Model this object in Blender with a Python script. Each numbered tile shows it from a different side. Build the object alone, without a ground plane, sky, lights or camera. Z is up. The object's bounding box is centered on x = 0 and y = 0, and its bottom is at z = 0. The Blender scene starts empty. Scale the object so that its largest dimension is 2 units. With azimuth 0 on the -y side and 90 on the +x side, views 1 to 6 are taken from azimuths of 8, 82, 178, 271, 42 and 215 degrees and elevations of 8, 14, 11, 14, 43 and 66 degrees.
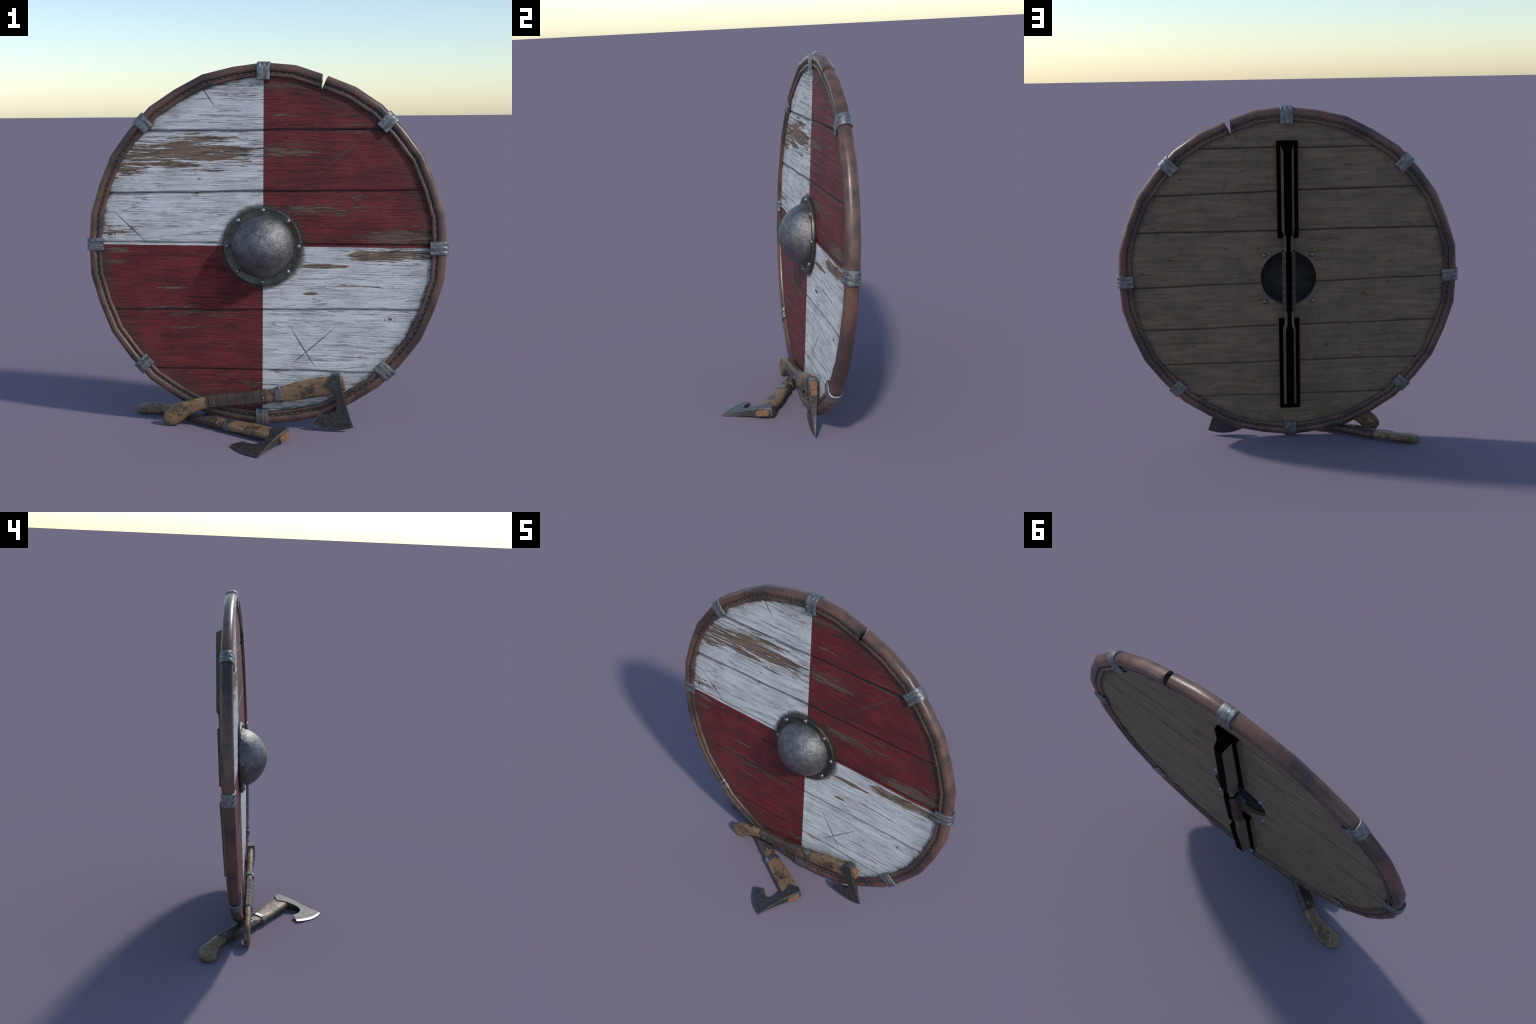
"""Round wooden shield with a metal boss, standing upright, and two bearded hand axes at its foot."""
import bpy, bmesh, math
import numpy as np
from mathutils import Matrix, Vector, noise

# --------------------------------------------------------------------------
# small helpers
# --------------------------------------------------------------------------
def link(obj, parent=None):
    bpy.context.scene.collection.objects.link(obj)
    if parent is not None:
        obj.parent = parent
    return obj

def mesh_data(name, verts, faces, mats, smooth=35.0, slots=None):
    me = bpy.data.meshes.new(name)
    me.from_pydata([tuple(map(float, v)) for v in verts], [], faces)
    for m in mats:
        me.materials.append(m)
    if slots is not None:
        for p, s in zip(me.polygons, slots):
            p.material_index = s
    bm = bmesh.new(); bm.from_mesh(me)
    bmesh.ops.recalc_face_normals(bm, faces=bm.faces)
    bm.to_mesh(me); bm.free()
    shade(me, smooth)
    return me

def shade(me, smooth):
    if smooth:
        for p in me.polygons:
            p.use_smooth = True
        me.set_sharp_from_angle(angle=math.radians(smooth))

def part(name, me, parent, loc=(0, 0, 0), rot=None):
    o = bpy.data.objects.new(name, me)
    o.location = loc
    if rot is not None:
        o.rotation_euler = rot
    return link(o, parent)

def boolean(obj, cutter):
    mod = obj.modifiers.new("cut", 'BOOLEAN')
    mod.operation = 'DIFFERENCE'; mod.solver = 'EXACT'; mod.object = cutter
    bpy.context.view_layer.update()
    dg = bpy.context.evaluated_depsgraph_get()
    me = bpy.data.meshes.new_from_object(obj.evaluated_get(dg))
    obj.modifiers.clear(); obj.data = me

def grid_faces(nr, nc, close_c=False, off=0):
    f = []
    for j in range(nr - 1):
        for i in range(nc if close_c else nc - 1):
            a = off + j * nc + i; b = off + j * nc + (i + 1) % nc
            f.append((a, b, b + nc, a + nc))
    return f

def loft(sections, cap=True):
    """sections: list of equal-length closed point loops"""
    n = len(sections[0]); v = [p for s in sections for p in s]
    f = grid_faces(len(sections), n, True)
    if cap:
        f.append(tuple(range(n - 1, -1, -1)))
        f.append(tuple((len(sections) - 1) * n + k for k in range(n)))
    return v, f

def lathe(profile, n, axis='Y'):
    """profile: (radius, y) points; turned about the y axis"""
    secs = []
    for r, y in profile:
        secs.append([(r * math.cos(2 * math.pi * k / n), y, r * math.sin(2 * math.pi * k / n)) for k in range(n)])
    return loft(secs, cap=False)

# --------------------------------------------------------------------------
# node helper
# --------------------------------------------------------------------------
class Nodes:
    def __init__(self, name):
        self.mat = bpy.data.materials.new(name)
        self.mat.use_nodes = True
        self.t = self.mat.node_tree
        self.t.nodes.clear()
        self.out = self.t.nodes.new('ShaderNodeOutputMaterial')
        self.bsdf = self.t.nodes.new('ShaderNodeBsdfPrincipled')
        self.t.links.new(self.bsdf.outputs[0], self.out.inputs[0])
        self.co = self.t.nodes.new('ShaderNodeTexCoord').outputs['Object']
    def put(self, sock, v):
        if isinstance(v, bpy.types.NodeSocket):
            self.t.links.new(v, sock)
        elif isinstance(v, (tuple, list)):
            if len(sock.default_value) == 4 and len(v) == 3:
                v = tuple(v) + (1,)
            sock.default_value = v
        else:
            sock.default_value = v
    def math(self, op, a, b=0.0, c=0.0, clamp=False):
        n = self.t.nodes.new('ShaderNodeMath'); n.operation = op; n.use_clamp = clamp
        self.put(n.inputs[0], a); self.put(n.inputs[1], b); self.put(n.inputs[2], c)
        return n.outputs[0]
    def add(self, a, b): return self.math('ADD', a, b)
    def sub(self, a, b): return self.math('SUBTRACT', a, b)
    def mul(self, a, b): return self.math('MULTIPLY', a, b)
    def mx(self, a, b): return self.math('MAXIMUM', a, b)
    def sep(self, v=None):
        n = self.t.nodes.new('ShaderNodeSeparateXYZ'); self.put(n.inputs[0], v or self.co)
        return n.outputs
    def comb(self, x, y, z):
        n = self.t.nodes.new('ShaderNodeCombineXYZ')
        self.put(n.inputs[0], x); self.put(n.inputs[1], y); self.put(n.inputs[2], z)
        return n.outputs[0]
    def stretch(self, s, v=None, loc=(0, 0, 0)):
        n = self.t.nodes.new('ShaderNodeMapping')
        self.put(n.inputs[0], v or self.co); n.inputs['Scale'].default_value = s
        n.inputs['Location'].default_value = loc
        return n.outputs[0]
    def noise(self, v=None, scale=5, detail=4, rough=.55, dist=0.0):
        n = self.t.nodes.new('ShaderNodeTexNoise')
        self.put(n.inputs['Vector'], v or self.co)
        n.inputs['Scale'].default_value = scale; n.inputs['Detail'].default_value = detail
        n.inputs['Roughness'].default_value = rough; n.inputs['Distortion'].default_value = dist
        return n.outputs['Fac']
    def voronoi(self, v=None, scale=5, feature='F1'):
        n = self.t.nodes.new('ShaderNodeTexVoronoi'); n.feature = feature
        self.put(n.inputs['Vector'], v or self.co); n.inputs['Scale'].default_value = scale
        return n.outputs['Distance']
    def step(self, x, lo, hi):
        """smooth 0..1 ramp of x between lo and hi (lo may exceed hi)"""
        n = self.t.nodes.new('ShaderNodeMapRange'); n.interpolation_type = 'SMOOTHSTEP'
        self.put(n.inputs[0], x)
        if lo < hi:
            a, b, c, d = lo, hi, 0.0, 1.0
        else:
            a, b, c, d = hi, lo, 1.0, 0.0
        for k, q in zip((1, 2, 3, 4), (a, b, c, d)):
            n.inputs[k].default_value = q
        return n.outputs[0]
    def mix(self, f, a, b):
        n = self.t.nodes.new('ShaderNodeMix'); n.data_type = 'RGBA'
        self.put(n.inputs[0], f); self.put(n.inputs[6], a); self.put(n.inputs[7], b)
        return n.outputs[2]
    def rand(self):
        return self.t.nodes.new('ShaderNodeObjectInfo').outputs['Random']
    def hit(self, x, z, x0, z0, x1, z1, w):
        """mask of a tapering scratch from (x0,z0) to (x1,z1), half width w"""
        dx, dz = x1 - x0, z1 - z0; l2 = dx * dx + dz * dz
        px, pz = self.sub(x, x0), self.sub(z, z0)
        h = self.math('DIVIDE', self.add(self.mul(px, dx), self.mul(pz, dz)), l2, clamp=True)
        ex, ez = self.sub(px, self.mul(h, dx)), self.sub(pz, self.mul(h, dz))
        d = self.math('SQRT', self.add(self.mul(ex, ex), self.mul(ez, ez)))
        taper = self.math('SQRT', self.mul(self.mul(h, self.sub(1.0, h)), 4.0))
        return self.math('MULTIPLY', self.step(d, w, w * .3), taper)
    def seams(self, x, z, lines, w):
        """mask of the wandering joints between planks"""
        out = 0.0
        for k, (z0, sl, am, st) in enumerate(lines):
            a = self.mul(self.math('SINE', self.add(self.mul(x, 5.3), 1.9 * k)), .6 * am)
            b = self.mul(self.math('SINE', self.add(self.mul(x, 13.1), 2.7 * k)), .4 * am)
            c = self.add(self.add(self.mul(x, sl), z0), self.add(a, b))
            out = self.mx(out, self.mul(self.step(self.math('ABSOLUTE', self.sub(z, c)), w, w * .25), st))
        return out
    def patch(self, x, z, x0, z0, sx, sz, amp):
        a = self.mul(self.sub(x, x0), 1 / sx); b = self.mul(self.sub(z, z0), 1 / sz)
        r = self.sub(1.0, self.add(self.mul(a, a), self.mul(b, b)))
        return self.mul(self.mx(r, 0.0), amp)
    def finish(self, col, rough=.6, metal=0.0, bump=None, bstr=.5, bdist=.01, spec=.5, coat=0.0):
        b = self.bsdf
        self.put(b.inputs['Base Color'], col); self.put(b.inputs['Roughness'], rough)
        self.put(b.inputs['Metallic'], metal); b.inputs['Specular IOR Level'].default_value = spec
        b.inputs['Coat Weight'].default_value = coat
        if bump is not None:
            n = self.t.nodes.new('ShaderNodeBump')
            n.inputs['Strength'].default_value = bstr; n.inputs['Distance'].default_value = bdist
            self.put(n.inputs['Height'], bump)
            self.t.links.new(n.outputs[0], b.inputs['Normal'])
        return self.mat

# --------------------------------------------------------------------------
# materials
# --------------------------------------------------------------------------
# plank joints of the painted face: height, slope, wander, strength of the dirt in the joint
FRONT = [(.629, .0, .0040, 1.0), (.297, .012, .0030, 1.0), (.0125, .0, .0010, .55), (-.352, .02, .0030, .75), (-.688, .008, .0030, .65)]
BACK = [(.764, .0, .003, .9), (.516, -.02, .003, 1.0), (.286, -.003, .003, 1.0), (-.026, -.02, .003, .9), (-.29, -.018, .003, .8),
        (-.514, -.01, .003, .7), (-.726, -.004, .003, .6)]
def wander(x, k):
    return math.sin(5.3 * x + 1.9 * k) * .6 + math.sin(13.1 * x + 2.7 * k) * .4
SCRATCHES = [  # x0, z0, x1, z1, half width : axe cuts in the painted face
    (.155, -.452, .290, -.665, .0052), (.395, -.442, .160, -.650, .0045),
    (-.365, .895, -.268, .755, .0046), (.28, .378, .565, .608, .0058),
    (-.845, .186, -.655, .012, .0045)]
CHIPS_WHITE = [  # x0, z0, sx, sz, amount : where paint has flaked
    (-.45, .515, .66, .155, .37), (-.12, .49, .25, .11, .26), (-.75, .44, .28, .12, .34), (-.45, .56, .25, .05, .34), (-.80, .085, .2, .04, .3),
    (-.15, .87, .3, .04, .2), (-.1, .82, .2, .02, .2), (-.6, .345, .4, .02, .1),
    (.70, -.045, .34, .055, .42), (.33, -.105, .18, .018, .5), (.26, -.255, .08, .012, .4),
    (.55, -.215, .3, .012, .22), (.45, -.60, .2, .012, .25), (.08, -.69, .1, .012, .3)]
CHIPS_RED = [
    (.15, .865, .35, .03, .28), (.5, .63, .6, .035, .20), (.14, .52, .3, .07, .24), (.12, .71, .15, .012, .3),
    (.35, .20, .35, .05, .26), (.75, .055, .35, .05, .38), (.5, .27, .6, .02, .16), (.9, .12, .2, .05, .2),
    (-.45, -.365, .5, .04, .24), (-.82, -.03, .12, .02, .4), (-.85, -.1, .12, .03, .25),
    (-.5, -.235, .12, .012, .3), (-.45, -.46, .12, .012, .3), (-.6, -.70, .4, .03, .16), (-.05, -.76, .1, .03, .25)]

def painted_wood():
    m = Nodes("flaking_paint_on_wood")
    x, y, z = m.sep()
    wob = m.noise(m.stretch((1.6, 1, 4)), 1.7, 2)
    zz = m.add(z, m.mul(m.sub(wob, .5), .022))
    g = m.comb(x, y, zz)
    # knots push the grain apart
    knots = 0.0; eyes = 0.0; kn = m.noise(None, 38, 4, .6)
    for kx, kz, kr in [(-.372, .287, .028), (.692, -.392, .03), (-.865, .055, .035), (-.355, .365, .014)]:
        a = m.mul(m.add(m.sub(x, kx), m.mul(m.sub(kn, .5), kr)), .55); b = m.add(m.sub(z, kz), m.mul(m.sub(wob, .5), kr * .8))
        d = m.math('SQRT', m.add(m.mul(a, a), m.mul(b, b)))
        f = m.step(d, kr, kr * .3)
        rings = m.math('SINE', m.mul(d, 5.2 / kr * 3))
        knots = m.mx(knots, m.mul(f, m.step(rings, .2, .9)))
        eyes = m.mx(eyes, m.step(d, kr * .36, kr * .2))
    grain = m.noise(m.stretch((1.1, 1, 40), g), 3.0, 7, .58)
    fine = m.noise(m.stretch((3.2, 1, 190), g), 2.2, 4, .55)
    crack_f = m.noise(m.stretch((.70, 1, 22), g, (3, 0, 1)), 2.8, 4, .5)
    ridge = m.math('ABSOLUTE', m.sub(crack_f, .5))
    crack = m.mul(m.step(ridge, .017, .003), m.step(m.noise(m.stretch((1.4, 1, 9), g, (7, 0, 3)), 2.0, 3), .42, .55))
    hair_f = m.noise(m.stretch((1.1, 1, 58), g, (11, 0, 5)), 2.4, 3, .5)
    hair = m.mul(m.step(m.math('ABSOLUTE', m.sub(hair_f, .5)), .022, .004), m.step(m.noise(m.stretch((2.2, 1, 16), g, (1, 0, 9)), 2.4, 4), .47, .62))
    crack = m.mx(crack, m.mul(hair, .55))
    joint = m.seams(x, z, FRONT, .0135)
    # flaking
    red = m.math('GREATER_THAN', m.mul(x, m.add(z, .001)), 0.0)
    flake = m.noise(m.stretch((1.2, 1, 24), g, (1.3, 0, 2.1)), 2.4, 7, .64, .2)
    flake2 = m.noise(m.stretch((5, 1, 60), g, (4, 0, 8)), 2.2, 5, .6)
    fld = m.add(m.mul(flake, .64), m.mul(flake2, .36))
    bw = 0.0
    for c in CHIPS_WHITE: bw = m.mx(bw, m.patch(x, z, *c[:4], c[4]))
    br = 0.0
    for c in CHIPS_RED: br = m.mx(br, m.patch(x, z, *c[:4], c[4]))
    bias = m.add(m.mul(bw, m.sub(1.0, red)), m.mul(br, red))
    chip_w = m.step(m.add(fld, m.mul(bw, .60)), .648, .668)
    fld_r = m.add(m.mul(flake, .45), m.mul(flake2, .55))
    chip_r = m.step(m.add(fld_r, m.mul(br, .58)), .595, .64)
    chip = m.add(m.mul(chip_w, m.sub(1.0, red)), m.mul(chip_r, red))
    chip = m.math('MULTIPLY', chip, 1.0, clamp=True)
    # colours
    blotch = m.noise(m.stretch((1.2, 1, 2.2)), 3.2, 5, .6)
    stain = m.noise(m.stretch((3.2, 1, 9)), 4.0, 6, .68)
    white = m.mix(m.step(blotch, .35, .68), WHITE, tuple(c * .82 for c in WHITE))
    white = m.mix(m.mul(m.step(stain, .53, .75), .36), white, (.27, .27, .26))
    white = m.mix(m.mul(m.step(grain, .52, .70), .24), white, (.26, .27, .30))
    white = m.mix(m.mul(m.step(fine, .57, .72), .28), white, (.25, .25, .26))
    redc = m.mix(m.step(blotch, .35, .65), RED, tuple(c * .62 for c in RED))
    redc = m.mix(m.mul(m.step(stain, .52, .72), .45), redc, (.085, .03, .03))
    redc = m.mix(m.mul(m.step(grain, .50, .66), .5), redc, (.055, .008, .012))
    redc = m.mix(m.mul(m.step(fine, .60, .72), .4), redc, (.10, .055, .05))
    paint = m.mix(red, white, redc)
    wv = m.noise(m.stretch((2, 1, 60), g), 2.5, 5, .6)
    wood = m.mix(m.step(wv, .35, .68), (.285, .198, .138), (.150, .102, .072))
    wood_r = m.mix(m.step(wv, .35, .68), (.200, .128, .086), (.075, .046, .034))
    wood = m.mix(red, wood, wood_r)
    col = m.mix(chip, paint, wood)
    dark = m.mix(red, (.075, .062, .052), (.030, .014, .013))
    col = m.mix(m.mul(crack, m.add(.50, m.mul(red, .25))), col, dark)
    lead = m.mul(m.step(wv, .55, .60), chip)
    col = m.mix(m.mul(lead, .8), col, (.045, .033, .026))
    soft = m.mul(joint, m.step(m.noise(m.stretch((3, 1, 25)), 3, 5, .65), .25, .48))
    col = m.mix(m.mul(soft, .8), col, m.mix(red, (.115, .110, .112), (.034, .010, .010)))
    col = m.mix(m.mul(knots, m.step(kn, .35, .6)), col, dark)
    col = m.mix(m.mul(eyes, .65), col, (.09, .06, .045))
    cut = 0.0
    for s in SCRATCHES:
        cut = m.mx(cut, m.hit(x, z, *s))
    col = m.mix(m.mul(cut, .85), col, m.mix(red, (.055, .050, .047), (.105, .068, .055)))
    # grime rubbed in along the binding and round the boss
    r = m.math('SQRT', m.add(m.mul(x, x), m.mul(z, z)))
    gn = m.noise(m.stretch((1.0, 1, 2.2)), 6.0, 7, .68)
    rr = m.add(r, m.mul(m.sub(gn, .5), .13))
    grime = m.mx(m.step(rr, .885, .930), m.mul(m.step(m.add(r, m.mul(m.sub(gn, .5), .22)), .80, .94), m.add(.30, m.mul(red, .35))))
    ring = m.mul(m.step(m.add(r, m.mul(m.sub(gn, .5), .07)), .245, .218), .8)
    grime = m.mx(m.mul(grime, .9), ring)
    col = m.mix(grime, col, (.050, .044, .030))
    h = m.add(m.mul(grain, .62), m.mul(fine, .36))
    h = m.sub(h, m.mul(crack, .50))
    h = m.sub(h, m.mul(chip, .28))
    h = m.sub(h, m.mul(cut, .22))
    h = m.sub(h, m.mul(knots, .25))
    near = m.seams(x, z, FRONT, .034)
    bead = m.mul(m.step(m.voronoi(m.stretch((1, 1, 1.6)), 75), .26, .05), m.mul(m.mx(m.step(bias, .04, .14), m.mul(near, m.step(stain, .45, .6))), m.add(.25, m.mul(red, .75))))
    h = m.add(h, m.mul(bead, .45))
    rough = m.add(.50, m.mul(m.sub(1.0, red), .12))
    rough = m.add(rough, m.mul(chip, .15))
    return m.finish(col, rough, 0, h, .85, .0115, .45)

def bare_wood():
    m = Nodes("old_bare_wood")
    x, y, z = m.sep()
    wob = m.noise(m.stretch((2, 1, 4)), 1.6, 3)
    g = m.comb(x, y, m.add(z, m.mul(m.sub(wob, .5), .05)))
    grain = m.noise(m.stretch((1.3, 1, 15), g), 3.0, 8, .62)
    fine = m.noise(m.stretch((4, 1, 150), g), 2.2, 5, .6)
    blot = m.noise(m.stretch((2.0, 1, 2.6)), 3.0, 6, .65)
    stain = m.noise(m.stretch((3, 1, 4), None, (5, 0, 2)), 5, 6, .7)
    col = m.mix(m.step(grain, .34, .68), (.215, .154, .099), (.138, .100, .066))
    col = m.mix(m.mul(m.step(blot, .42, .70), .6), col, (.125, .092, .062))
    col = m.mix(m.mul(m.step(stain, .54, .72), .65), col, (.070, .054, .038))
    col = m.mix(m.mul(m.step(fine, .60, .74), .3), col, (.27, .20, .14))
    crack = m.step(m.math('ABSOLUTE', m.sub(m.noise(m.stretch((.8, 1, 16), g, (9, 0, 1)), 2.6, 4), .5)), .012, .002)
    crack = m.mul(crack, m.step(m.noise(m.stretch((1.2, 1, 7), g, (2, 0, 7)), 2.0, 3), .50, .60))
    joint = m.seams(x, z, BACK, .0085)
    col = m.mix(m.mul(joint, .75), col, (.040, .026, .018))
    col = m.mix(m.mul(crack, .7), col, (.035, .026, .02))
    eyes = 0.0
    for kx, kz, kr in [(-.44, -.10, .016), (-.22, -.42, .014), (.36, .18, .012)]:
        a = m.mul(m.sub(x, kx), .8); b = m.sub(z, kz)
        eyes = m.mx(eyes, m.step(m.math('SQRT', m.add(m.mul(a, a), m.mul(b, b))), kr, kr * .4))
    col = m.mix(m.mul(eyes, .6), col, (.035, .028, .022))
    r = m.math('SQRT', m.add(m.mul(x, x), m.mul(z, z)))
    col = m.mix(m.mul(m.step(m.add(r, m.mul(m.sub(blot, .5), .1)), .88, .925), .6), col, (.04, .036, .03))
    h = m.sub(m.add(m.mul(grain, .4), m.mul(fine, .25)), m.mul(crack, .6))
    return m.finish(col, .65, 0, h, .45, .007, .35)

def leather(name, a, b, c, rough=.42, scale=1.0, edge=None):
    m = Nodes(name)
    big = m.noise(m.stretch((1, 1, 1)), 4.2 * scale, 4, .6)
    scuff = m.noise(None, 24 * scale, 6, .65)
    col = m.mix(m.step(big, .44, .60), a, b)
    col = m.mix(m.mul(m.step(scuff, .50, .72), .55), col, c)
    if edge:
        col = m.mix(m.mul(m.rand(), .8), col, edge)
    pores = m.noise(None, 160, 4, .6)
    h = m.add(m.mul(scuff, .6), m.mul(pores, .4))
    return m.finish(col, m.add(rough, m.mul(m.sub(scuff, .5), .25)), 0, h, .22, .004, .5)

def iron(name, light, dark, rust, rough, metal, scale=1.0, bump=.3, amount=.5, edge_pale=0.0):
    m = Nodes(name)
    a = m.noise(None, 9 * scale, 6, .65)
    b = m.noise(None, 60 * scale, 5, .65)
    c = m.noise(m.stretch((1, 1, 1), None, (4, 2, 7)), 5 * scale, 6, .7)
    col = m.mix(m.step(m.add(m.mul(a, .6), m.mul(b, .4)), .38, .62), dark, light)
    col = m.mix(m.mul(m.step(c, .52, .70), amount), col, rust)
    scr = m.mul(m.step(m.math('ABSOLUTE', m.sub(m.noise(m.stretch((1, 1, 6)), 7, 3, .5, .8), .5)), .01, .002), .4)
    col = m.mix(scr, col, tuple(min(1, q * 1.7) for q in light))
    if edge_pale:   # broken pale line along convex edges
        pt = m.t.nodes.new('ShaderNodeNewGeometry').outputs['Pointiness']
        edge = m.mul(m.step(pt, .535, .60), m.step(b, .35, .6))
        col = m.mix(m.mul(edge, edge_pale), col, (.38, .38, .37))
    h = m.add(m.mul(a, .9), m.mul(b, .35))
    return m.finish(col, m.add(rough, m.mul(m.sub(b, .5), .3)), metal, h, bump, .006)

def handle_wood():
    m = Nodes("oiled_ash_wood")
    g = m.noise(m.stretch((2.5, 22, 22)), 3, 6, .6, .3)
    blot = m.noise(None, 7, 6, .68)
    grime = m.noise(m.stretch((1, 1, 1), None, (3, 1, 5)), 11, 7, .72)
    col = m.mix(m.step(g, .35, .68), (.275, .170, .090), (.185, .114, .062))
    col = m.mix(m.mul(m.step(blot, .44, .64), .7), col, (.115, .074, .042))
    col = m.mix(m.mul(m.step(grime, .47, .66), .85), col, (.040, .030, .022))
    r1 = m.math('ABSOLUTE', m.sub(m.noise(m.stretch((1, 1, 1), None, (2, 9, 4)), 9, 4, .55, 1.2), .5))
    r2 = m.math('ABSOLUTE', m.sub(m.noise(m.stretch((1, 2.2, 2.2), None, (6, 1, 2)), 12, 4, .6, .8), .5))
    cr = m.mul(m.mx(m.step(r1, .030, .006), m.step(r2, .026, .005)), m.step(m.noise(None, 8, 4, .6), .44, .56))
    col = m.mix(m.mul(cr, .85), col, (.022, .017, .013))
    h = m.sub(m.mul(g, .3), m.mul(cr, .7))
    return m.finish(col, .50, 0, h, .4, .004, .45)

def plain(name, col, rough=.6, metal=0.0, spec=.5, var=.3, scale=40):
    m = Nodes(name)
    n = m.noise(None, scale, 5, .6)
    c = m.mix(m.step(n, .3, .7), col, tuple(q * (1 - var) for q in col))
    return m.finish(c, rough, metal, n, .15, .003, spec)

WHITE = (.745, .745, .735)
RED = (.205, .0165, .0195)
PAINT = painted_wood()
WOOD = bare_wood()
RIM = leather("brown_rim_leather", (.142, .074, .054), (.062, .040, .034), (.042, .030, .027), .34, 1.0)
RIM_DARK = leather("dark_groove_leather", (.055, .035, .028), (.030, .022, .018), (.02, .017, .014), .6)
THREAD = plain("waxed_thread", (.20, .172, .132), .7)
STEEL = iron("hammered_steel", (.31, .315, .32), (.155, .155, .155), (.115, .095, .078), .38, .75, 3.0, .6)
def strap_steel():
    m = Nodes("beaten_strap_steel")
    streak = m.noise(m.stretch((75, 5, 5)), 1.6, 6, .62, .2)
    b = m.noise(None, 45, 6, .68)
    c = m.noise(m.stretch((1, 1, 1), None, (4, 2, 7)), 16, 5, .65)
    col = m.mix(m.step(m.add(m.mul(streak, .6), m.mul(b, .4)), .38, .60), (.125, .120, .115), (.29, .295, .30))
    col = m.mix(m.mul(m.step(c, .50, .66), .6), col, (.125, .105, .085))
    h = m.add(m.mul(streak, .8), m.mul(b, .4))
    return m.finish(col, m.add(.36, m.mul(b, .16)), .72, h, .6, .006)
STRAP = strap_steel()
BOSS = iron("worn_boss_iron", (.235, .228, .225), (.125, .122, .122), (.10, .088, .075), .44, .85, 2.8, 1.0, .5)
FLANGE = iron("tarnished_flange_iron", (.135, .124, .108), (.068, .061, .052), (.055, .043, .029), .38, .8, 2.4, .5, .7, .55)
RIVET = iron("bright_rivet_iron", (.28, .28, .29), (.17, .17, .18), (.11, .10, .09), .32, .9, 4.0, .1)
BOSS_IN = iron("dark_boss_inside", (.075, .073, .070), (.045, .044, .043), (.035, .03, .027), .6, .5, 3.0, .4, .5)
GRIP_WOOD = plain("grip_wood", (.175, .130, .092), .65, 0, .3, .4, 18)
BLACK = Nodes("flat_black").finish((.001, .001, .001), .8, 0, spec=.03)
GRIP_LEATHER = leather("grip_leather", (.060, .032, .026), (.042, .024, .020), (.03, .02, .018), .5, 3.0)
ASH = handle_wood()
WRAP = leather("wrap_leather", (.082, .046, .038), (.050, .030, .027), (.030, .022, .020), .42, 3.0, (.062, .048, .037))
AXE_IRON = iron("dark_forged_iron", (.095, .093, .090), (.036, .036, .036), (.032, .027, .023), .40, .6, 7.0, .55, .4, .4)
AXE_EDGE = iron("ground_edge_iron", (.15, .152, .155), (.085, .086, .088), (.06, .054, .048), .36, .75, 5.0, .15, .3)
BAND = iron("dark_band_iron", (.20, .21, .22), (.085, .09, .10), (.05, .045, .04), .34, .8, 6.0, .2, .4, .4)
END = plain("end_grain_wood", (.27, .125, .070), .6, 0, .3, .35, 60)

# --------------------------------------------------------------------------
# round shield, modelled in its own frame: x across, y to the back, z up
# --------------------------------------------------------------------------
TILT = .0677
C = Vector((0, .209, 1.002))
RX = Matrix.Rotation(-TILT, 4, 'X')
shield = bpy.data.objects.new("round_shield", None)
shield.matrix_world = Matrix.Translation(C + RX @ Vector((0, 0, -.998))) @ RX
link(shield)
shield["label"] = "round wooden shield, red and white painted quarters, iron boss"
shield["category"] = "shield"
ORG = (0, 0, .998)
def spart(name, me, parent=None):
    o = part(name, me, shield, ORG)
    return o

R_BOARD = .950
SURF = .0175                      # half thickness of the boards
HOLE = .163

# helper cutters (removed at the end)
def cutter_obj(v, f):
    me = bpy.data.meshes.new("cutter"); me.from_pydata(v, [], f)
    bm = bmesh.new(); bm.from_mesh(me); bmesh.ops.recalc_face_normals(bm, faces=bm.faces); bm.to_mesh(me); bm.free()
    return part("cutter", me, shield, ORG)
tip, ea, eb = Vector((.3115, .838)), Vector((.3195, .955)), Vector((.3660, .955))
tri = [(tip.x, tip.y), (eb.x, eb.y), (eb.x + .006, 1.05), (ea.x + .003, 1.05), (ea.x, ea.y)]
v, f = loft([[(p[0], -.08, p[1]) for p in tri], [(p[0], .08, p[1]) for p in tri]])
notch_cut = cutter_obj(v, f)
v, f = lathe([(HOLE, -.08), (HOLE, .08)], 30)
f = f + [tuple(range(30)), tuple(range(59, 29, -1))]
hole_cut = cutter_obj(v, f)

def seam_line(z0, slope, amp, k):
    return lambda x: z0 + slope * x + amp * wander(x, k)

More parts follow.
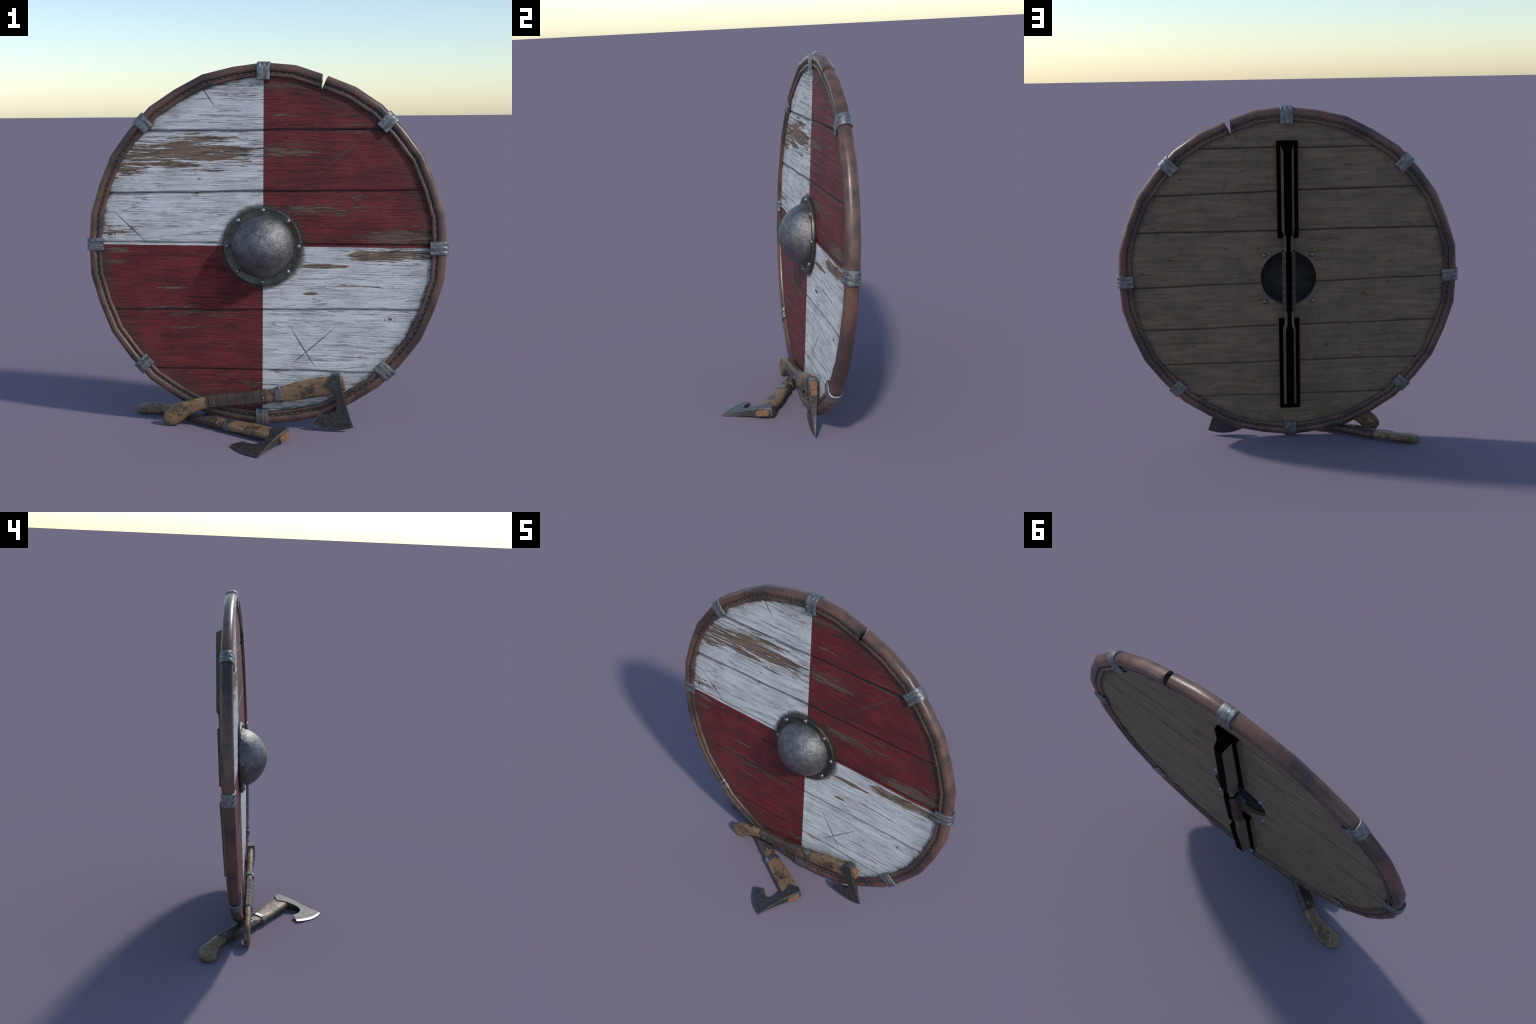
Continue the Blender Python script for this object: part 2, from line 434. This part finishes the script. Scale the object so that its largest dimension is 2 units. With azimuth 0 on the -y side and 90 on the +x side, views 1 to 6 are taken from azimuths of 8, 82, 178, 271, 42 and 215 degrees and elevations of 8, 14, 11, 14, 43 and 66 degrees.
def plank(name, lo, hi, zlo, zhi, side, mat, seed):
    """one board between two wavering seams; side -1 front layer, +1 back layer"""
    nz = max(8, int((zhi - zlo) / .0065)); nx = 210
    gap = .0002
    P, Q = [], []
    for j in range(nz + 1):
        t = j / nz
        t = t + .0 * math.sin(t)
        zn = zlo + (zhi - zlo) * t
        xm = math.sqrt(max(R_BOARD ** 2 - zn ** 2, .0009))
        for i in range(nx + 1):
            x = -xm + 2 * xm * i / nx
            a = lo(x) + gap; b = hi(x) - gap
            z = a + (b - a) * t
            d = min(z - a, b - z)
            rag = noise.noise((x * 40, z * 8, seed * 3.1))
            edge = .0060 * max(0.0, 1 - d / (.0095 + .0035 * rag)) ** 1.4
            rel = .0014 * noise.fractal((x * 3.2 + seed * 5, z * 46, seed * 1.7), .9, 2.1, 4)
            rel += .0008 * noise.noise((x * 1.5, z * 5, seed * 9.0))
            if side < 0:
                for s in SCRATCHES:
                    dx, dz = s[2] - s[0], s[3] - s[1]
                    h = ((x - s[0]) * dx + (z - s[1]) * dz) / (dx * dx + dz * dz)
                    if 0 < h < 1:
                        dd = abs((x - s[0]) * dz - (z - s[1]) * dx) / math.hypot(dx, dz)
                        if dd < .008:
                            rel -= .0010 * (1 - dd / .008) * math.sqrt(4 * h * (1 - h))
            P.append((x, side * (SURF - edge + rel), z))
            Q.append((x, side * .0004, z))
    nr, nc = nz + 1, nx + 1
    n = nr * nc
    f = grid_faces(nr, nc) + [tuple(reversed(q)) for q in grid_faces(nr, nc, off=n)]
    for i in range(nc - 1):
        f.append((i, i + 1, n + i + 1, n + i)); k = (nr - 1) * nc + i
        f.append((k, k + 1, n + k + 1, n + k))
    for j in range(nr - 1):
        a = j * nc; f.append((a, a + nc, n + a + nc, n + a)); a += nc - 1
        f.append((a, a + nc, n + a + nc, n + a))
    me = mesh_data(name, P + Q, f, [mat], 50)
    o = spart(name, me)
    if zlo < HOLE and zhi > -HOLE:
        boolean(o, hole_cut); shade(o.data, 50)
    if zhi > .83:
        boolean(o, notch_cut); shade(o.data, 50)
    return o

def build_planks(name, seams, side, mat, base):
    lines = [seam_line(.945, 0, 0, 0)] + [seam_line(q[0], q[1], q[2], k) for k, q in enumerate(seams)] + [seam_line(-.945, 0, 0, 0)]
    zs = [.945] + [s[0] for s in seams] + [-.945]
    for k in range(len(zs) - 1):
        plank(name, lines[k + 1], lines[k], zs[k + 1], zs[k], side, mat, base + k)
build_planks("painted_plank", FRONT, -1, PAINT, 1.0)
build_planks("back_plank", BACK, 1, WOOD, 21.0)

# ---- leather binding round the rim, cut by a notch
half = [(.9125, .0150), (.9130, .0250), (.9155, .0286), (.9245, .0296), (.9305, .0286), (.9330, .0232), (.9410, .0232),
        (.9435, .0290), (.950, .0326), (.958, .0340), (.967, .0333), (.976, .0290), (.983, .0205), (.9865, .0100)]
prof = [(r, -y) for r, y in half] + [(.9875, 0)] + [(r, y) for r, y in reversed(half)]
secs = []
NR = 36
def rim_w(k):
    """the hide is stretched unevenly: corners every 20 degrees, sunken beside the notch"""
    k = k % 36
    if k in (33, 34, 35):
        return {33: .9965, 34: .9870, 35: .9985}[k]
    return 1.0 if k % 2 == 0 else .9935
for k in range(NR):
    a = math.radians(90 + 10 * k)
    w = rim_w(k)
    w *= 1.007
    secs.append([(r * w * math.cos(a), y, r * w * math.sin(a)) for r, y in prof])
n = len(prof)
v = [p for s in secs for p in s]
f, slots = [], []
for k in range(NR):
    for i in range(n):
        a, b = k * n + i, k * n + (i + 1) % n
        c, d = ((k + 1) % NR) * n + (i + 1) % n, ((k + 1) % NR) * n + i
        f.append((a, b, c, d))
        j = min(i, n - 2 - i)
        slots.append(1 if j in (4, 5, 6) else 0)
rim = spart("leather_rim", mesh_data("leather_rim", v, f, [RIM, RIM_DARK], 60, slots))
boolean(rim, notch_cut); shade(rim.data, 60)

# ---- stitching in the groove, both faces
def add_capsule(v, f, c, d, up, l, w, h, seg=6):
    """a little thread stitch: flattened spindle along d"""
    s = d.cross(up)
    base = len(v)
    for t, q in ((-.5, .25), (-.3, .9), (0, 1), (.3, .9), (.5, .25)):
        for k in range(seg):
            a = 2 * math.pi * k / seg
            p = c + d * (t * l) + s * (math.cos(a) * w * q) + up * (math.sin(a) * h * q)
            v.append(tuple(p))
    for j in range(4):
        for k in range(seg):
            a = base + j * seg + k; b = base + j * seg + (k + 1) % seg
            f.append((a, b, b + seg, a + seg))
    f.append(tuple(base + k for k in range(seg))); f.append(tuple(base + 4 * seg + k for k in range(seg)))
v, f = [], []
NST = 166
rng = np.random.default_rng(4)
for side in (-1, 1):
    for k in range(NST):
        a = 2 * math.pi * (k + .5 * (side > 0)) / NST
        if abs(a - math.radians(69.9)) < .026:
            continue
        # radius follows the faceted rim
        q = (math.degrees(a) - 90) / 10; i0 = math.floor(q); t = q - i0
        w0 = rim_w(i0); w1 = rim_w(i0 + 1)
        a0, a1 = math.radians(90 + 10 * i0), math.radians(100 + 10 * i0)
        p0 = Vector((w0 * math.cos(a0), 0, w0 * math.sin(a0))); p1 = Vector((w1 * math.cos(a1), 0, w1 * math.sin(a1)))
        rad = .9430 + rng.normal(0, .0006)
        c = p0.lerp(p1, t) * rad
        d = (p1 - p0).normalized()
        d = (d + Vector((math.cos(a), 0, math.sin(a))) * (.10 + rng.normal(0, .03))).normalized()
        c.y = side * .0242
        add_capsule(v, f, c, d, Vector((0, side, 0)), .027, .0026, .0028)
st = spart("stitching", mesh_data("stitching", v, f, [THREAD], 60))
st["kind"] = "stuff"

# ---- eight steel straps folded over the rim
strap_path = [(.899, .0215), (.899, .0350), (.9005, .0372), (.915, .0378), (.940, .0380), (.962, .0378), (.978, .0350),
              (.991, .0265), (.9972, .0150), (.9988, .0)]
path = [(r, -y) for r, y in strap_path] + [(r, y) for r, y in reversed(strap_path[:-1])]
def inner(p):
    r, y = p
    return (min(r + .0045, r) if False else (r - .0065 if r > .95 else r + (.004 if abs(y) < .03 else .003)), y * .86 if abs(y) > .022 else y)
cols = [-.0355, -.0345, -.0330, -.0133, -.0125, -.0117, .0117, .0125, .0133, .0330, .0345, .0355]
dep = [.0022, .0005, 0, 0, .0008, 0, 0, .0008, 0, 0, .0005, .0022]
def strap_mesh(seed):
    v = []
    for (r, y) in path:
        L = math.hypot(r - .95, y)
        for cx, dd in zip(cols, dep):
            jit = .0012 * noise.noise((r * 120, y * 120 + seed * 5, cx * 60))
            jx = .0014 * noise.noise((r * 70 + seed * 9, y * 70, 2.0)) if abs(cx) > .032 else 0
            # push inwards along the path normal
            nx, ny = ((1, 0) if r > .985 else (0, 1 if y > 0 else -1))
            v.append((cx + jx, y - ny * (dd + jit), r - nx * (dd + jit)))
    nc = len(cols); nr = len(path); n = nr * nc
    for k in range(n):
        x, y, r = v[k]
        if r > .96:
            s = .93; v.append((x, y * .86, .95 + (r - .95) * .86))
        elif r < .902 and abs(y) < .025:
            v.append((x, y * .93, r + .004))
        else:
            v.append((x, y * .87, r + .002))
    f = grid_faces(nr, nc) + [tuple(reversed(q)) for q in grid_faces(nr, nc, off=n)]
    for i in range(nc - 1):
        f.append((i, i + 1, n + i + 1, n + i)); k = (nr - 1) * nc + i
        f.append((k, k + 1, n + k + 1, n + k))
    for j in range(nr - 1):
        a = j * nc; f.append((a, a + nc, n + a + nc, n + a)); a += nc - 1
        f.append((a, a + nc, n + a + nc, n + a))
    return mesh_data("rim_strap", v, f, [STRAP], 40)

def dome_mesh(name, r, h, mat, n=16, rings=5, skirt=.002):
    """rounded rivet head standing on z=0"""
    secs = [[(r * math.cos(2 * math.pi * k / n), r * math.sin(2 * math.pi * k / n), -skirt) for k in range(n)]]
    for j in range(rings):
        t = j / rings * math.pi / 2
        secs.append([(r * math.cos(t) * math.cos(2 * math.pi * k / n), r * math.cos(t) * math.sin(2 * math.pi * k / n), h * math.sin(t)) for k in range(n)])
    v, f = loft(secs, cap=False)
    v.append((0, 0, h)); top = len(v) - 1; o = (len(secs) - 1) * n
    f += [(o + k, o + (k + 1) % n, top) for k in range(n)]
    f.append(tuple(range(n - 1, -1, -1)))
    return mesh_data(name, v, f, [mat], 50)

pin = dome_mesh("strap_rivet", .0056, .0040, STEEL, 10, 3)
for k in range(8):
    ang = math.radians(45 * k)
    o = part("rim_strap", strap_mesh(k), shield, ORG, (0, ang, 0))
    for side in (-1, 1):
        for sx in (-1, 1):
            rr = part("strap_rivet", pin, o, (sx * .0215, side * .0375, .936), (math.radians(90 if side < 0 else -90), 0, 0))

# ---- iron boss: flange and hollow dome
flange_prof = [(.166, -.0172), (.205, -.0172), (.2135, -.0178), (.2158, -.0215), (.2158, -.0315), (.2140, -.0365), (.2095, -.0385),
               (.2040, -.0375), (.1990, -.0362), (.1830, -.0352), (.1660, -.0352)]
v, f = lathe(flange_prof + [flange_prof[0]], 64)
spart("boss_flange", mesh_data("boss_flange", v, f, [FLANGE], 40))
outer = [(.1735, -.0335)]
ND = 22
for j in range(ND):
    t = j / ND * math.pi / 2
    outer.append((.1725 * math.cos(t) ** 1.12, -.0390 - .1455 * math.sin(t) ** 1.1))
inner_p = [(r * .955, y * .955 if y < -.05 else y) for r, y in outer]
n = 72
def dome(pf):
    secs = []
    for r, y in pf:
        s = []
        for k in range(n):
            a = 2 * math.pi * k / n
            p = Vector((r * math.cos(a), y, r * math.sin(a)))
            if y < -.045:
                w = 1 + .010 * noise.fractal(p * 11, 1.0, 2.0, 3)
                p = Vector((p.x * w, -.04 + (p.y + .04) * w, p.z * w))
            s.append(tuple(p))
        secs.append(s)
    return secs
so, si = dome(outer), dome(inner_p)
v, f = loft(so + [], cap=False)
v.append((0, -.1845, 0)); k0 = (len(so) - 1) * n
f += [(k0 + k, k0 + (k + 1) % n, len(v) - 1) for k in range(n)]
off = len(v)
v2, f2 = loft(si, cap=False)
v2.append((0, -.177, 0))
f2 += [(k0 + k, k0 + (k + 1) % n, len(v2) - 1) for k in range(n)]
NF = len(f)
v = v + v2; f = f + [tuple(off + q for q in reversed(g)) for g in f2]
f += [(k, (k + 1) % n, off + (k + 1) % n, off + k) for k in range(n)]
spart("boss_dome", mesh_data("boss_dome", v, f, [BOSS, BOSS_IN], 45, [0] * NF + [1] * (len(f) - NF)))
big = dome_mesh("boss_rivet", .0150, .0125, RIVET)
for k in range(8):
    a = math.radians(45 * k)
    part("boss_rivet", big, shield, (.195 * math.cos(a), -.0360, ORG[2] + .195 * math.sin(a)), (math.radians(90), 0, 0))
backr = dome_mesh("back_rivet", .0148, .0145, RIVET)
for k in range(4):
    a = math.radians(45 + 90 * k)
    part("back_rivet", backr, shield, (.197 * math.cos(a), .0172, ORG[2] + .197 * math.sin(a)), (math.radians(-90), 0, 0))

# ---- grip: two mounting plates, the carved bar and its leather sleeve
def box_faces(name, x, y0, y1, z0, z1, mats, cham=.003):
    """board screwed to the back: wooden sides, black outer face and ends"""
    a = [(-x, y0, 0), (-x, y1 - cham, 0), (-x + cham, y1, 0), (x - cham, y1, 0), (x, y1 - cham, 0), (x, y0, 0)]
    v, f = loft([[(p[0], p[1], z) for p in a] for z in (z0, z1)])
    slots = [0, 1, 1, 1, 0, 0, 1, 1]
    return spart(name, mesh_data(name, v, f, mats, 20, slots))
for s in (1, -1):
    zz = sorted((s * .2455, s * .8045))
    box_faces("grip_plate", .0605, .0165, .0430, zz[0], zz[1], [GRIP_WOOD, BLACK])

# the bar: trapezoid blocks running into a slim octagonal rod; (z, half base, half face, y_in, y_out)
def bar_half(s):
    return [(s * .7780, .0372, .0350, .040, .0500), (s * .7550, .0372, .0232, .040, .0985), (s * .50, .0370, .0228, .040, .1065),
            (s * .300, .0370, .0222, .040, .1130), (s * .2850, .0340, .0215, .040, .1125), (s * .2700, .0270, .0150, .046, .1030),
            (s * .2400, .0275, .0125, .048, .1010), (s * .170, .0275, .0125, .048, .1005)]
def bar_section(z, xb, xf, y0, y1):
    ym = y0 + (y1 - y0) * .16
    yt = y1 - (y1 - y0) * (.02 if xb > .03 else .30)
    return [(-xb * .9, y0, z), (-xb, ym, z), (-xf if xb > .03 else -xb, yt, z), (-xf, y1, z), (xf, y1, z), (xf if xb > .03 else xb, yt, z), (xb, ym, z), (xb * .9, y0, z)]
bar = bar_half(1) + [(0, .0275, .0125, .048, .1005)] + list(reversed(bar_half(-1)))
v, f = loft([bar_section(*b) for b in bar])
slots = []
for j in range(len(bar) - 1):
    for i in range(8):
        end = j == 0 or j == len(bar) - 2
        slots.append(1 if i in (3,) or (end and i in (2, 3, 4)) else 0)
slots += [1, 1]
spart("grip_bar", mesh_data("grip_bar", v, f, [GRIP_WOOD, BLACK], 20, slots))
# leather sleeve, wound in turns
NT = 8
secs, slots = [], []
def oct_sec(z, xb, xf, y0, y1):
    c = .3 * (y1 - y0)
    return [(-xf, y0, z), (-xb, y0 + c, z), (-xb, y1 - c, z), (-xf, y1, z), (xf, y1, z), (xb, y1 - c, z), (xb, y0 + c, z), (xf, y0, z)]
zs = []
for k in range(NT):
    za = -.178 + .356 * k / NT; zb = -.178 + .356 * (k + 1) / NT
    secs.append(oct_sec(za + .001, .0360, .0165, .042, .1095)); secs.append(oct_sec(za + .005, .0385, .0175, .0395, .1125))
    secs.append(oct_sec(zb - .005, .0382, .0175, .0400, .1120))
    secs.append(oct_sec(zb - .001, .0360, .0165, .042, .1095))
v, f = loft(secs)
slots = [1 if i == 3 else 0 for j in range(len(secs) - 1) for i in range(8)] + [1, 1]
spart("grip_sleeve", mesh_data("grip_sleeve", v, f, [GRIP_LEATHER, BLACK], 35, slots))

for o in (notch_cut, hole_cut):
    bpy.data.objects.remove(o, do_unlink=True)

# --------------------------------------------------------------------------
# bearded hand axe, modelled flat: u along the haft, v across it (edge towards -v), w thickness
# --------------------------------------------------------------------------
SPINE = [  # u, v, half height, half thickness, direction angle of the section (degrees)
    (-.5390, .0140, .010, .008, 42), (-.5350, .0185, .025, .014, 42), (-.5270, .0255, .038, .018, 42), (-.5060, .0420, .0505, .0205, 41),
    (-.4700, .0745, .0520, .0205, 41), (-.4380, .0925, .0450, .0205, 36), (-.4000, .1075, .0380, .0205, 28), (-.3540, .1240, .0345, .0205, 20),
    (-.2980, .1360, .0350, .0210, 12), (-.2000, .1480, .0345, .0210, 7), (-.1000, .1605, .0345, .0210, 8), (.0000, .1760, .0350, .0210, 9),
    (.0700, .1875, .0375, .0205, 10), (.1200, .1980, .0425, .0200, 12), (.1600, .2075, .0465, .0195, 13), (.2180, .2215, .0500, .0195, 13),
    (.2720, .2340, .0525, .0195, 12), (.3250, .2450, .0520, .0200, 11), (.3700, .2530, .0490, .0200, 11), (.4100, .2600, .0440, .0200, 11),
    (.4470, .2675, .0400, .0195, 12), (.4500, .2680, .0385, .0185, 12)]
SP = np.array(SPINE)
def spine_at(u):
    return [np.interp(u, SP[:, 0], SP[:, k]) for k in range(1, 5)]
SUPER = [(math.cos(t), math.sin(t)) for t in [2 * math.pi * (k + .5) / 20 for k in range(20)]]
def ring_pts(u, v, hv, ht, ang, power=.62, pts=SUPER):
    a = math.radians(ang); nx, ny = -math.sin(a), math.cos(a)
    out = []
    for c, s in pts:
        p = math.copysign(abs(c) ** power, c) * hv; q = math.copysign(abs(s) ** power, s) * ht
        out.append((u + nx * p, v + ny * p, q))
    return out
OCT = [(1, .45), (.55, 1), (-.55, 1), (-1, .45), (-1, -.45), (-.55, -1), (.55, -1), (1, -.45)]
def oct_ring(u, grow):
    v, hv, ht, ang = spine_at(u)
    a = math.radians(ang); nx, ny = -math.sin(a), math.cos(a)
    return [(u + nx * c * (hv + grow), v + ny * c * (hv + grow), s * (ht + grow)) for c, s in OCT]

# spline-refined haft
us = []
def catmull(P, n):
    P = np.vstack([2 * P[0] - P[1], P, 2 * P[-1] - P[-2]]); out = []
    for i in range(1, len(P) - 2):
        for k in range(n):
            t = k / n; a, b, c, d = P[i - 1:i + 3]
            out.append(.5 * (2 * b + (c - a) * t + (2 * a - 5 * b + 4 * c - d) * t * t + (3 * b - a - 3 * c + d) * t ** 3))
    out.append(P[-2]); return np.array(out)
fine_spine = catmull(SP, 4)
secs = []
for q in fine_spine:
    r = ring_pts(*q)
    secs.append([(p[0] + .0007 * noise.noise((p[0] * 30, p[1] * 30, p[2] * 40)), p[1] + .0009 * noise.noise((p[0] * 22, p[1] * 30, 5 + p[2] * 40)), p[2]) for p in r])
v, f = loft(secs)
HAFT = mesh_data("haft", v, f, [ASH], 40)

# head: rungs between the beard side and the straight side, thickness falling to the edge
RUNGS = [  # left (u,v), right (u,v), sag of the rung, half thickness
    ((.3810, .3150), (.4270, .3210), .000, .0215),
    ((.3790, .3120), (.4285, .3160), .000, .0250),
    ((.3440, .2660), (.4385, .2700), .000, .0262),
    ((.3445, .2620), (.4395, .2650), .000, .0262),
    ((.3570, .2500), (.4430, .2480), .000, .0260),
    ((.3740, .2340), (.4470, .2240), .000, .0250),
    ((.3880, .2170), (.4510, .2030), .000, .0228),
    ((.4030, .1860), (.4560, .1790), .000, .0195),
    ((.4115, .1580), (.4620, .1580), .000, .0165),
    ((.4120, .1350), (.4690, .1360), .000, .0138),
    ((.4030, .1165), (.4745, .1170), .001, .0118),
    ((.3800, .1020), (.4800, .0990), .003, .0100),
    ((.3480, .0945), (.4855, .0820), .006, .0085),
    ((.3140, .0990), (.4905, .0670), .013, .0072),
    ((.2990, .0720), (.4965, .0490), .018, .0052),
    ((.2880, .0525), (.5005, .0370), .022, .0036),
    ((.2790, .0365), (.5040, .0255), .0255, .0006)]
NC = 16
cs = [0, .035] + [.035 + .93 * k / (NC - 3) for k in range(1, NC - 3)] + [.965, 1]
front, back = [], []
for (l, r, sag, th) in RUNGS:
    for c in cs:
        s = math.sin(math.pi * c) ** .9
        u = l[0] + (r[0] - l[0]) * c; vv = l[1] + (r[1] - l[1]) * c - sag * s
        if sag > .001: u += .0
        e = .80 if c in (0, 1) else 1.0
        jit = .0006 * noise.noise((u * 60, vv * 60, 1))
        t = th * e + (jit if th > .003 else 0)
        front.append((u, vv, t)); back.append((u, vv, -t))
nr, nc = len(RUNGS), len(cs); n = nr * nc
f = grid_faces(nr, nc) + [tuple(reversed(q)) for q in grid_faces(nr, nc, off=n)]
slots = [1 if (k % (len(f) // 2)) // (nc - 1) >= nr - 2 else 0 for k in range(len(f))]
for i in range(nc - 1):
    f.append((i, i + 1, n + i + 1, n + i)); slots.append(0); k = (nr - 1) * nc + i
    f.append((k, k + 1, n + k + 1, n + k)); slots.append(1)
for j in range(nr - 1):
    a = j * nc; f.append((a, a + nc, n + a + nc, n + a)); slots.append(0); a += nc - 1
    f.append((a, a + nc, n + a + nc, n + a)); slots.append(0)
HEAD = mesh_data("axe_head", front + back, f, [AXE_IRON, AXE_EDGE], 22, slots)

# leather turns round the haft
edges = [-.306, -.292, -.243, -.189, -.141, -.091, -.044, .001, .029]
TURNS = []
for k in range(len(edges) - 1):
    a, b = edges[k], edges[k + 1]
    g = .0045 if k not in (0,) else .0030
    s = [oct_ring(a - .0003, g - .0032), oct_ring(a + .0018, g + .0003), oct_ring((a + b) / 2, g + .0004), oct_ring(b - .0018, g), oct_ring(b + .0003, g - .0032)]
    v, f = loft(s)
    TURNS.append(mesh_data("leather_turn", v, f, [WRAP], 18))
# iron ferrule
s = [oct_ring(.0765, .000), oct_ring(.0765, .0040), oct_ring(.0785, .0052), oct_ring(.1090, .0052), oct_ring(.1115, .0040), oct_ring(.1115, .000)]
v, f = loft(s); FERRULE = mesh_data("ferrule", v, f, [BAND], 25)
WRAP_PIN = dome_mesh("wrap_rivet", .0062, .0035, RIVET, 12, 3)

# the haft's end: two end-grain halves either side of an iron wedge
def end_half(lo, hi, name):
    u0, v0, ang = .4500, .2680, math.radians(12)
    d = Vector((math.cos(ang), math.sin(ang), 0)); q = Vector((-math.sin(ang), math.cos(ang), 0)); w = Vector((0, 0, 1))
    loop = []
    top = [(hi, .0110 if hi > .03 else .0148), (hi, -.0110 if hi > .03 else -.0148)]
    bot = [(lo, -.0110 if lo < -.03 else -.0148), (lo, .0110 if lo < -.03 else .0148)]
    loop = [top[0], top[1]]
    if hi > .03: loop = [(hi - .006, .0148), (hi, .0090), (hi, -.0090), (hi - .006, -.0148)]
    loop += [(lo + .006, -.0148), (lo, -.0090), (lo, .0090), (lo + .006, .0148)] if lo < -.03 else [bot[0], bot[1]]
    base = Vector((u0, v0, 0))
    s1 = [tuple(base + d * -.004 + q * a + w * b) for a, b in loop]
    s2 = [tuple(base + d * .0012 + q * a + w * b) for a, b in loop]
    s3 = [tuple(base + d * .0022 + q * a * .97 + w * b * .94) for a, b in loop]
    v, f = loft([s1, s2, s3])
    return mesh_data(name, v, f, [END], 30)
END_A, END_B = end_half(-.0335, -.0025, "end_grain"), end_half(-.0005, .0335, "end_grain")
v, f = loft([[(.4480, .2660, .0160), (.4485, .2688, .0160), (.4485, .2688, -.0160), (.4480, .2660, -.0160)],
             [(.4535, .2655, .0165), (.4540, .2680, .0165), (.4540, .2680, -.0165), (.4535, .2655, -.0165)]])
WEDGE = mesh_data("wedge", v, f, [BAND], 0)

def hand_axe(mw):
    e = bpy.data.objects.new("hand_axe", None)
    e.matrix_world = mw
    link(e)
    e["label"] = "bearded hand axe with leather wrapped wooden haft"
    e["category"] = "axe"
    haft = part("haft", HAFT, e)
    part("axe_head", HEAD, e)
    wrap = bpy.data.objects.new("leather_wrap", None); link(wrap, e)
    for t in TURNS:
        part("leather_turn", t, wrap)
    part("ferrule", FERRULE, e)
    for u in (-.266, .011):
        v0, hv, ht, _ = spine_at(u)
        for s in (1, -1):
            part("wrap_rivet", WRAP_PIN, wrap, (u, v0 - .002, s * (ht + .0050)), (0 if s > 0 else math.pi, 0, 0))
    part("end_grain", END_A, haft); part("end_grain", END_B, haft); part("wedge", WEDGE, haft)
    return e

# axe leaning on the shield
lean = math.atan(.055); sl, cl = math.sin(lean), math.cos(lean)
hand_axe(Matrix(((1, 0, 0, 0), (0, sl, -cl, .0895), (0, cl, sl, 0.002), (0, 0, 0, 1))))
# axe lying on the ground under it
au = Vector((.7646, -.6434, -.0190)).normalized()
av = Vector((.6414, .7542, .1403)); av = (av - au * av.dot(au)).normalized()
aw = au.cross(av)
hand_axe(Matrix(((au.x, av.x, aw.x, -.3599), (au.y, av.y, aw.y, -.0539), (au.z, av.z, aw.z, .0085), (0, 0, 0, 1))))
